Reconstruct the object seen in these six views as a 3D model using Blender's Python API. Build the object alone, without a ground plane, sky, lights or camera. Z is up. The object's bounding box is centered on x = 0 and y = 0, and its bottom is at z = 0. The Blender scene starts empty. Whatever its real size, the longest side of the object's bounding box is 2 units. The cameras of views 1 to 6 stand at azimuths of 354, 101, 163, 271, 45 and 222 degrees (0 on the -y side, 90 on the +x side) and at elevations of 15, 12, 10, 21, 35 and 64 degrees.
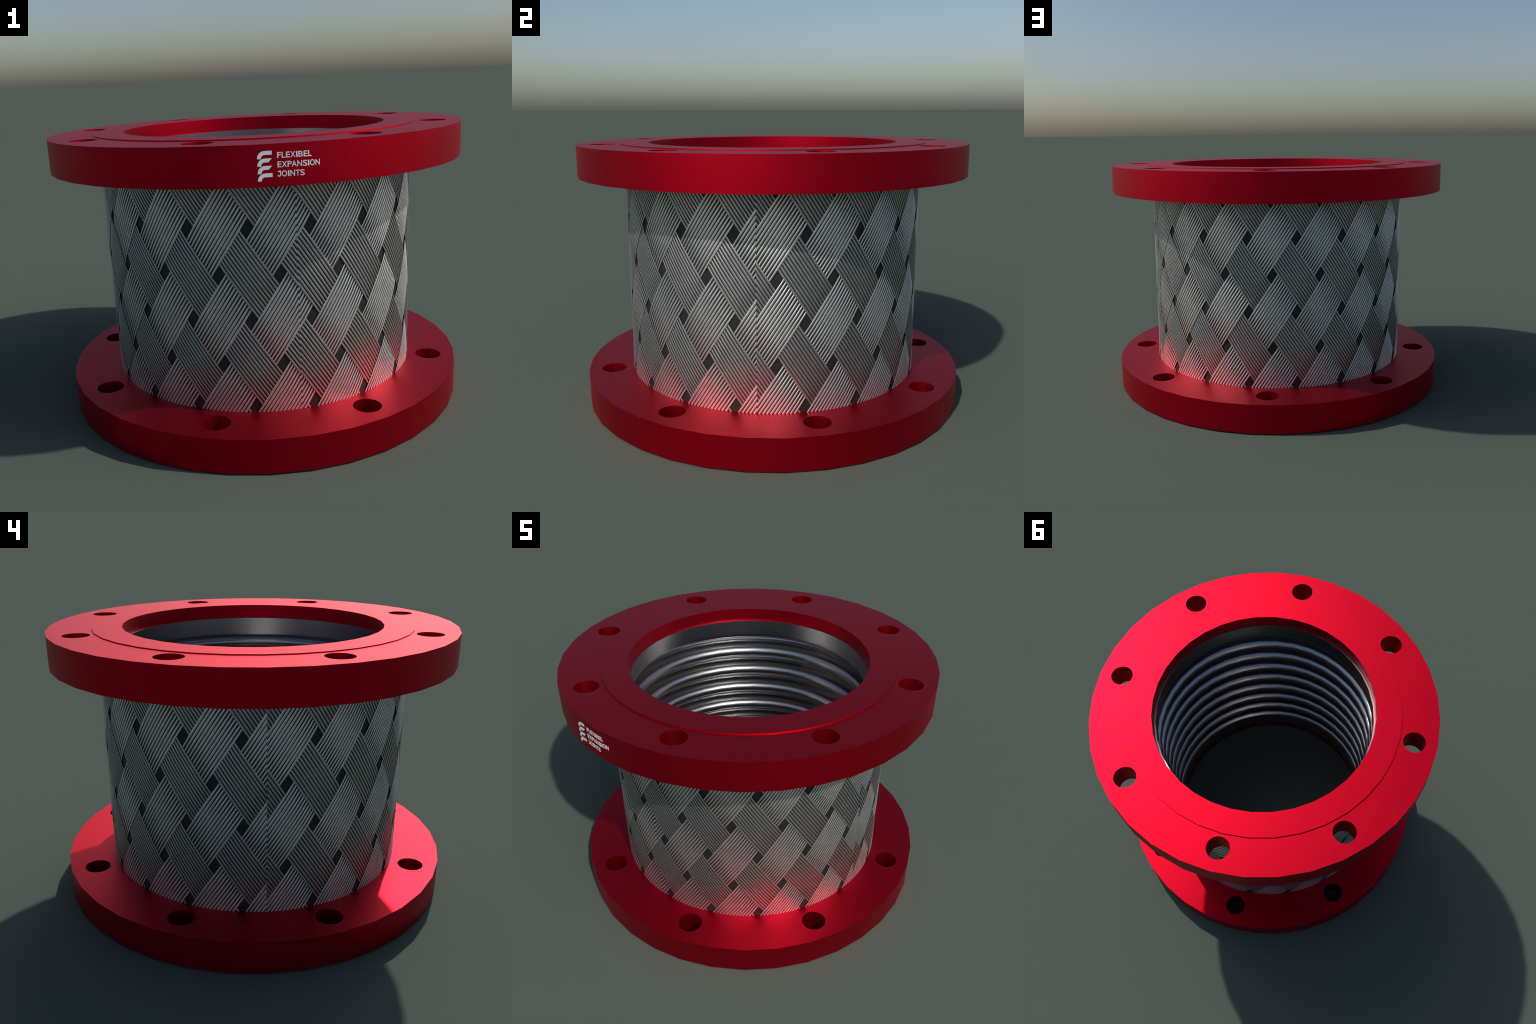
"""Braided metal expansion joint: two drilled red flanges, corrugated inner
bellows and a plain-woven sleeve of flat wire strands."""
import bpy, bmesh, math
from math import sin, cos, pi, radians, tan, sqrt, atan2

# ------------------------------------------------------------------ sizes
HEIGHT = 1.3515            # over both raised faces
FACE_STEP = 0.0048         # raised sealing face
FLANGE_T = 0.1568          # flange plate thickness
SIDES = 36                 # facets of every turned surface
PHASE = radians(4.12)      # azimuth of a facet corner
R_FLANGE = 1.00256
R_FACE = 0.7905
R_BORE = 0.6463
R_BOLT = 0.872
R_HOLE = 0.0637
BOLT_PHASE = radians(24.15)
R_BRAID = 0.7666           # outermost wire crown
COLLAR_TOP = HEIGHT - 0.0735
COLLAR_R = 0.635

ROOT = bpy.data.objects.new("expansion_joint", None)
bpy.context.scene.collection.objects.link(ROOT)
ROOT["label"] = "braided steel expansion joint with two red drilled flanges"
ROOT["category"] = "pipe fitting"


def link(name, mesh, parent, mats=()):
    ob = bpy.data.objects.new(name, mesh)
    bpy.context.scene.collection.objects.link(ob)
    ob.parent = parent
    for m in mats:
        mesh.materials.append(m)
    return ob


def smooth_by_angle(mesh, deg=30):
    bm = bmesh.new()
    bm.from_mesh(mesh)
    for f in bm.faces:
        f.smooth = True
    lim = radians(deg)
    for e in bm.edges:
        e.smooth = len(e.link_faces) == 2 and e.calc_face_angle(0.0) < lim
    bm.to_mesh(mesh)
    bm.free()


# ------------------------------------------------------------------ materials
def principled(name, color, metallic, rough, noise_scale=None, rough_var=0.0,
               col_var=0.0, stretch=(1, 1, 1), bump=0.0):
    m = bpy.data.materials.new(name)
    m.use_nodes = True
    nt = m.node_tree
    b = nt.nodes["Principled BSDF"]
    b.inputs["Base Color"].default_value = (*color, 1)
    b.inputs["Metallic"].default_value = metallic
    b.inputs["Roughness"].default_value = rough
    if noise_scale:
        tc = nt.nodes.new("ShaderNodeTexCoord")
        mp = nt.nodes.new("ShaderNodeMapping")
        mp.inputs["Scale"].default_value = stretch
        nz = nt.nodes.new("ShaderNodeTexNoise")
        nz.inputs["Scale"].default_value = noise_scale
        nz.inputs["Detail"].default_value = 4
        nt.links.new(tc.outputs["Object"], mp.inputs["Vector"])
        nt.links.new(mp.outputs["Vector"], nz.inputs["Vector"])
        if rough_var:
            mr = nt.nodes.new("ShaderNodeMapRange")
            mr.inputs["To Min"].default_value = rough - rough_var
            mr.inputs["To Max"].default_value = rough + rough_var
            nt.links.new(nz.outputs["Fac"], mr.inputs["Value"])
            nt.links.new(mr.outputs["Result"], b.inputs["Roughness"])
        if col_var:
            cr = nt.nodes.new("ShaderNodeValToRGB")
            cr.color_ramp.elements[0].position = 0.3
            cr.color_ramp.elements[1].position = 0.7
            cr.color_ramp.elements[0].color = (*[c * (1 - col_var) for c in color], 1)
            cr.color_ramp.elements[1].color = (*[min(1, c * (1 + col_var)) for c in color], 1)
            nt.links.new(nz.outputs["Fac"], cr.inputs["Fac"])
            nt.links.new(cr.outputs["Color"], b.inputs["Base Color"])
        if bump:
            bp = nt.nodes.new("ShaderNodeBump")
            bp.inputs["Strength"].default_value = bump
            bp.inputs["Distance"].default_value = 0.001
            nt.links.new(nz.outputs["Fac"], bp.inputs["Height"])
            nt.links.new(bp.outputs["Normal"], b.inputs["Normal"])
    return m


RED = principled("red_metallic_paint", (0.50, 0.0045, 0.020), 1.0, 0.48, 3.0, rough_var=0.012)
STEEL = principled("bellows_steel", (0.47, 0.47, 0.475), 1.0, 0.29, 6.0, rough_var=0.004)
WIRE_A = principled("wire_steel_baked_light", (0.71, 0.725, 0.715), 1.0, 0.49, 35.0, col_var=0.10)
WIRE_B = principled("wire_steel_baked_shade", (0.47, 0.48, 0.475), 1.0, 0.48, 35.0, col_var=0.10)  # same steel as WIRE_A, darkened for the baked shading of this strand direction
GROOVE = principled("groove_painted_shade", (0.05, 0.052, 0.052), 0.7, 0.55, 30.0, col_var=0.2)  # occlusion between the wires put into the base colour
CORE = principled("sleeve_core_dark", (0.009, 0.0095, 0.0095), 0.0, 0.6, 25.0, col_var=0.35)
WHITE = principled("white_print", (0.80, 0.82, 0.85), 0.0, 0.5, 20.0, col_var=0.02)


# ------------------------------------------------------------------ flange
def ring(bm, r, z, n=SIDES, ph=PHASE, cx=0.0, cy=0.0):
    return [bm.verts.new((cx + r * cos(ph + 2 * pi * i / n),
                          cy + r * sin(ph + 2 * pi * i / n), z)) for i in range(n)]


def wall(bm, lo, hi):
    n = len(lo)
    for i in range(n):
        j = (i + 1) % n
        bm.faces.new((lo[i], lo[j], hi[j], hi[i]))


def drilled_plate_mesh(name):
    """Plate from z=0 (back) to FLANGE_T, raised face on top, eight bolt holes."""
    bm = bmesh.new()
    zt = FLANGE_T
    outs = [ring(bm, R_FLANGE, z) for z in (0, zt)]
    bolts = []
    for k in range(8):
        a = BOLT_PHASE + k * pi / 4
        bolts.append([ring(bm, R_HOLE, z, 40, a, R_BOLT * cos(a), R_BOLT * sin(a))
                      for z in (0, zt)])
    face_lo = ring(bm, R_FACE, zt)
    face_hi = ring(bm, R_FACE, zt + FACE_STEP)
    bore_hi = ring(bm, R_BORE, zt + FACE_STEP)
    bore_lo = ring(bm, R_BORE, 0)
    wall(bm, outs[0], outs[1])
    wall(bm, face_lo, face_hi)
    wall(bm, face_hi, bore_hi)
    wall(bm, bore_hi, bore_lo)
    for b in bolts:
        wall(bm, b[1], b[0])

    def fill(loops):
        es = []
        for lp in loops:
            for i in range(len(lp)):
                a, b = lp[i], lp[(i + 1) % len(lp)]
                es.append(bm.edges.get((a, b)) or bm.edges.new((a, b)))
        bmesh.ops.triangle_fill(bm, use_beauty=True, edges=es)
    fill([outs[1], face_lo] + [b[1] for b in bolts])
    fill([outs[0], bore_lo] + [b[0] for b in bolts])
    bmesh.ops.recalc_face_normals(bm, faces=bm.faces[:])
    me = bpy.data.meshes.new(name)
    bm.to_mesh(me)
    bm.free()
    return me


def make_flange(z0, up):
    me = drilled_plate_mesh("flange")
    for v in me.vertices:
        v.co.z = z0 + (v.co.z if up else FLANGE_T - v.co.z)
    if not up:
        me.flip_normals()
    smooth_by_angle(me)
    return link("flange", me, ROOT, [RED])


upper = make_flange(HEIGHT - FACE_STEP - FLANGE_T, True)
lower = make_flange(FACE_STEP, False)


# ------------------------------------------------------------------ bellows
def bellows_profile():
    """Inner (r, z) line: collar, eight deep U folds with round crests, collar."""
    top, low, folds, r_out = 1.190, 0.1665, 8, 0.7485
    pitch = (top - low) / folds
    cr = 0.0315                                 # crest radius
    vr = pitch / 2 - cr                         # outer fold radius
    pts = [(COLLAR_R, COLLAR_TOP), (COLLAR_R, COLLAR_TOP - 0.03), (COLLAR_R, top + 0.015)]
    n = 12
    for k in range(folds + 1):
        z = top - k * pitch
        first, last = (n // 2 if k == 0 else 0), (n // 2 if k == folds else n)
        for i in range(first, last + 1):        # inner crest (half of it at a collar)
            a = pi / 2 + pi * i / n
            pts.append((COLLAR_R + cr + cr * cos(a), z + cr * sin(a)))
        if k < folds:
            for i in range(9):                  # outer fold, open to the bore
                a = pi / 2 - pi * i / 8
                pts.append((r_out - vr + vr * cos(a), z - pitch / 2 + vr * sin(a)))
    pts += [(COLLAR_R, low - 0.015), (COLLAR_R, HEIGHT - COLLAR_TOP)]
    return pts


def make_bellows():
    pts = bellows_profile()
    back = [(R_BORE - 0.0015, 0.0735), (R_BORE - 0.0015, 0.15),
            (0.7505, 0.175), (0.7505, 1.177), (R_BORE - 0.0015, 1.205), (R_BORE - 0.0015, COLLAR_TOP)]
    prof = pts + back
    bm = bmesh.new()
    rings = [ring(bm, r, z) for r, z in prof]
    for i in range(len(rings)):
        wall(bm, rings[i], rings[(i + 1) % len(rings)])
    bmesh.ops.recalc_face_normals(bm, faces=bm.faces[:])
    me = bpy.data.meshes.new("bellows")
    bm.to_mesh(me)
    bm.free()
    smooth_by_angle(me, 48)
    return link("bellows", me, ROOT, [STEEL])


make_bellows()

# ------------------------------------------------------------------ woven sleeve
Z_LOW, Z_HIGH = FACE_STEP + FLANGE_T - 0.006, HEIGHT - FACE_STEP - FLANGE_T + 0.006


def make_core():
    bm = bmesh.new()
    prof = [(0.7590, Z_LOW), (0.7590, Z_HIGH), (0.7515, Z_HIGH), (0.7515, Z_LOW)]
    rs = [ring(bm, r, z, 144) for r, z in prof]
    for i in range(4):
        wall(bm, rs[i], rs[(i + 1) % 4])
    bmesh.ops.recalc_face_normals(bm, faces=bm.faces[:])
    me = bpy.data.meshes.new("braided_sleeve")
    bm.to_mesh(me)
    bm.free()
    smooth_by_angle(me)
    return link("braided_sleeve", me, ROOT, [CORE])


sleeve = make_core()

ROW_A, ROW_STEP = 0.9855, 0.2      # height of the first gap row, row spacing
WIRE_PITCH, WIRE_R = 0.0152, 0.0052
WIRE_H = 0.0009                    # crown height of a wire above the strand plane
AMP = 0.0019
BASE_R = R_BRAID - WIRE_H - AMP    # mean radius of the wire centres
# (start, end, azimuth of one gap of row A, column period) in degrees:
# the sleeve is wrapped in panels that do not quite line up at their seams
PANELS = [(5.7, 185.5, 22.1, 19.44), (185.5, 275.5, 201.7, 19.47),
          (275.5, 365.7, 279.95, 19.56)]


PER_WIRE = 9


def swell(direction, over):
    """Share of the full wire width: thinned off the crown so wider dark grooves draw the shading roll."""
    return 0.77 + 0.30 * over if direction > 0 else 0.82 + 0.12 * over


def wire_section(wires):
    """(wire axis, across the wire, height) points of a whole strand, wire by wire: a low crown
    between two short flanks that drop to a floor coloured dark for groove shade."""
    pts = []
    for i in range(wires):
        c = (i - (wires - 1) / 2) * WIRE_PITCH
        pts.append((c, -1.0, -0.0020))
        for j in range(7):
            u = -1 + j / 3
            pts.append((c, u, WIRE_H * (1.35 if wires == 12 else 1.0) * (1 - u * u)))
        pts.append((c, 1.0, -0.0020))
    return pts


def strand_mesh(wires, s0, z0, direction, slope, s_min, s_max):
    """One flat strand through (s0, z0), where it lies on top; clipped to a panel."""
    length = ROW_STEP / sin(slope)
    ux, uz = direction * cos(slope), sin(slope)
    nx, nz = uz, -ux                       # across the strand
    section = wire_section(wires)
    half = width = wires * WIRE_PITCH
    t_lo = (Z_LOW - half - z0) / uz
    t_hi = (Z_HIGH + half - z0) / uz
    skew = (uz * uz - ux * ux) / (2 * ux * uz)   # crossings lie aslant the strand
    ta, tb = sorted(((s_min - s0) / ux, (s_max - s0) / ux))
    t_lo = max(t_lo, ta - half * 1.5)
    t_hi = min(t_hi, tb + half * 1.5)
    if t_hi - t_lo < 0.01:
        return None
    n = max(3, int((t_hi - t_lo) / 0.0105))
    bm = bmesh.new()
    rows = []
    for i in range(n + 1):
        t = t_lo + (t_hi - t_lo) * i / n
        row = []
        for axis, u, h in section:
            over = cos(pi * (t + axis * skew) / length)
            c = axis + WIRE_R * swell(direction, over) * u
            w = math.tanh(2.6 * over)
            # the strand crown arches slightly across its width
            crown = -0.0006 * (2 * c / width) ** 2
            row.append(bm.verts.new((s0 + ux * t + nx * c, z0 + uz * t + nz * c,
                                     BASE_R + AMP * w + h + crown)))
        rows.append(row)
    m = len(section)
    for a, b in zip(rows, rows[1:]):
        for j in range(m - 1):
            f = bm.faces.new((a[j], a[j + 1], b[j + 1], b[j]))
            k = j % PER_WIRE
            f.material_index = 1 if k in (0, PER_WIRE - 2, PER_WIRE - 1) else 0
            f.smooth = True
        f = bm.faces.new((a[m - 1], a[0], b[0], b[m - 1]))
        f.material_index = 1
    for co, no in (((s_min, 0, 0), (-1, 0, 0)), ((s_max, 0, 0), (1, 0, 0)),
                   ((0, Z_LOW, 0), (0, -1, 0)), ((0, Z_HIGH, 0), (0, 1, 0))):
        bmesh.ops.bisect_plane(bm, geom=bm.verts[:] + bm.edges[:] + bm.faces[:], dist=1e-6,
                               plane_co=co, plane_no=no, clear_outer=True)
    if len(bm.faces) < 8:
        bm.free()
        return None
    for v in bm.verts:
        a, z, r = v.co.x / R_BRAID, v.co.y, v.co.z
        v.co = (r * cos(a), r * sin(a), z)
    bmesh.ops.recalc_face_normals(bm, faces=bm.faces[:])
    for e in bm.edges:
        e.smooth = len(e.link_faces) == 2 and e.calc_face_angle(0.0) < radians(40)
    me = bpy.data.meshes.new("braid_strand")
    bm.to_mesh(me)
    bm.free()
    return me


def weave():
    for a0, a1, gap, period in PANELS:
        col = radians(period) * R_BRAID
        slope = atan2(ROW_STEP, col / 2)
        s_min, s_max = radians(a0) * R_BRAID, radians(a1) * R_BRAID
        s_gap = radians(gap) * R_BRAID
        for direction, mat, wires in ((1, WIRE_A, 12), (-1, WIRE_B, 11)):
            if direction > 0:
                s_ref, z_ref = s_gap + col / 2, ROW_A
            else:
                s_ref, z_ref = s_gap, ROW_A - ROW_STEP
            for k in range(-8, 18):
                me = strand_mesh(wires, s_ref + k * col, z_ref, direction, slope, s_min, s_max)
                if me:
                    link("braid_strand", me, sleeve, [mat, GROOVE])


weave()

# ------------------------------------------------------------------ printed mark
FACET = 2 * pi / SIDES
APOTHEM = R_FLANGE * cos(FACET / 2)


def rim_point(az, z, lift):
    """Point on the faceted rim of the upper flange, lifted off it."""
    mid = (math.floor((az - PHASE) / FACET) + 0.5) * FACET + PHASE
    r = APOTHEM / cos(az - mid) + lift
    return (r * cos(az), r * sin(az), z)


def wrap_print(bm, name):
    """Cut a flat outline (x = azimuth, y = height) at the facet corners,
    give it a little thickness and lay it on the rim."""
    k0 = math.floor((-1.70 - PHASE) / FACET)
    for k in range(k0, k0 + 5):
        bmesh.ops.bisect_plane(bm, geom=bm.verts[:] + bm.edges[:] + bm.faces[:], dist=1e-7,
                               plane_co=(k * FACET + PHASE, 0, 0), plane_no=(1, 0, 0))
    top = bm.faces[:]
    ext = bmesh.ops.extrude_face_region(bm, geom=top, use_keep_orig=True)
    lifted = {v for v in ext["geom"] if isinstance(v, bmesh.types.BMVert)}
    for v in bm.verts:
        v.co = rim_point(v.co.x, v.co.y, 0.0005 if v in lifted else -0.0006)
    bmesh.ops.recalc_face_normals(bm, faces=bm.faces[:])
    me = bpy.data.meshes.new(name)
    bm.to_mesh(me)
    bm.free()
    return link(name, me, upper, [WHITE])


def emblem_stroke(z_top, slanted):
    x0, x1, th = -1.6750, -1.6205, 0.0142
    xc, zc = x0 + 0.0268, z_top - 0.0284
    n = 10
    outer = [(xc - 0.0268 * cos(pi / 2 * i / n), zc + 0.0284 * sin(pi / 2 * i / n)) for i in range(n + 1)]
    inner = [(xc - 0.0128 * cos(pi / 2 * i / n), zc + 0.0142 * sin(pi / 2 * i / n)) for i in range(n + 1)]
    outer.append((x1, z_top))
    inner.append((x1 - (0.0134 if slanted else 0), z_top - th))
    bm = bmesh.new()
    o = [bm.verts.new((x, z, 0)) for x, z in outer]
    i_ = [bm.verts.new((x, z, 0)) for x, z in inner]
    for k in range(len(o) - 1):
        bm.faces.new((o[k], i_[k], i_[k + 1], o[k + 1]))
    return wrap_print(bm, "emblem_stroke")


for z_top, slanted in ((1.3218, False), (1.2947, True), (1.2677, True), (1.2407, False)):
    emblem_stroke(z_top, slanted)


CAP = 0.0212                                    # cap height of the words


def glyph(ch):
    """Flat outline of one bold capital as a bmesh."""
    bm = bmesh.new()
    if ch == "J":                               # short hook, no descender
        n = 8
        a = [(0.46 + 0.46 * cos(pi + pi * i / n), 0.33 + 0.33 * sin(pi + pi * i / n)) for i in range(1, n + 1)]
        b = [(0.46 + 0.20 * cos(pi + pi * i / n), 0.33 + 0.13 * sin(pi + pi * i / n)) for i in range(1, n + 1)]
        o = [bm.verts.new((x, y, 0)) for x, y in a + [(0.92, 0.80), (0.92, 1.0)]]
        q = [bm.verts.new((x, y, 0)) for x, y in b + [(0.66, 0.80), (0.66, 1.0)]]
        for k in range(len(o) - 1):
            bm.faces.new((o[k], o[k + 1], q[k + 1], q[k]))
        t = [bm.verts.new((x, y, 0)) for x, y in ((0.18, 0.80), (0.18, 1.0))]
        m = len(q)
        bm.faces.new((t[0], q[m - 2], q[m - 1], t[1]))
        return bm
    cu = bpy.data.curves.new("letter", "FONT")
    cu.body = ch
    cu.size = 1.0
    cu.offset = 0.013
    cu.resolution_u = 6
    ob = bpy.data.objects.new("letter_source", cu)
    bpy.context.scene.collection.objects.link(ob)
    dg = bpy.context.evaluated_depsgraph_get()
    me = bpy.data.meshes.new_from_object(ob.evaluated_get(dg))
    bpy.data.objects.remove(ob)
    bm.from_mesh(me)
    bpy.data.meshes.remove(me)
    bmesh.ops.remove_doubles(bm, verts=bm.verts[:], dist=1e-5)
    for f in bm.faces:
        f.smooth = False
    return bm


def word(text, spans, z0):
    """Letters fitted to (left, right) spans; the round ones overshoot a little."""
    for ch, (x0, x1) in zip(text, spans):
        bm = glyph(ch)
        over = 0.0004 if ch in "OSJ" else 0.0
        za, zb = z0 - over, z0 + CAP + (over if ch != "J" else 0)
        xs = [v.co.x for v in bm.verts]
        ys = [v.co.y for v in bm.verts]
        ax, bx, ay, by = min(xs), max(xs), min(ys), max(ys)
        for v in bm.verts:
            v.co = (x0 + (v.co.x - ax) / (bx - ax) * (x1 - x0),
                    za + (v.co.y - ay) / (by - ay) * (zb - za), 0)
        wrap_print(bm, "letter")


def spans(left, unit, cells):
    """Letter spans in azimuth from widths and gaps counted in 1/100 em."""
    return [(left + a * unit, left + b * unit) for a, b in cells]


UNIT = 0.001573
word("FLEXIBEL", spans(-1.6013, UNIT, [(0, 9.1), (10.6, 19.3), (20.6, 30.0), (31.0, 42.6), (44.2, 47.7),
                                       (49.5, 60.4), (61.8, 71.4), (72.9, 81.2)]), 1.2940)
word("EXPANSION", spans(-1.6012, UNIT, [(0, 9.4), (10.4, 22.2), (23.5, 33.4), (33.2, 45.0), (46.4, 57.6),
                                        (59.4, 69.8), (71.6, 74.8), (76.7, 88.3), (89.8, 100.7)]), 1.2600)
word("JOINTS", spans(-1.6026, UNIT, [(0, 8.8), (10.4, 22.4), (24.6, 28.2), (30.3, 41.3), (42.6, 53.0), (53.6, 64.0)]), 1.2262)
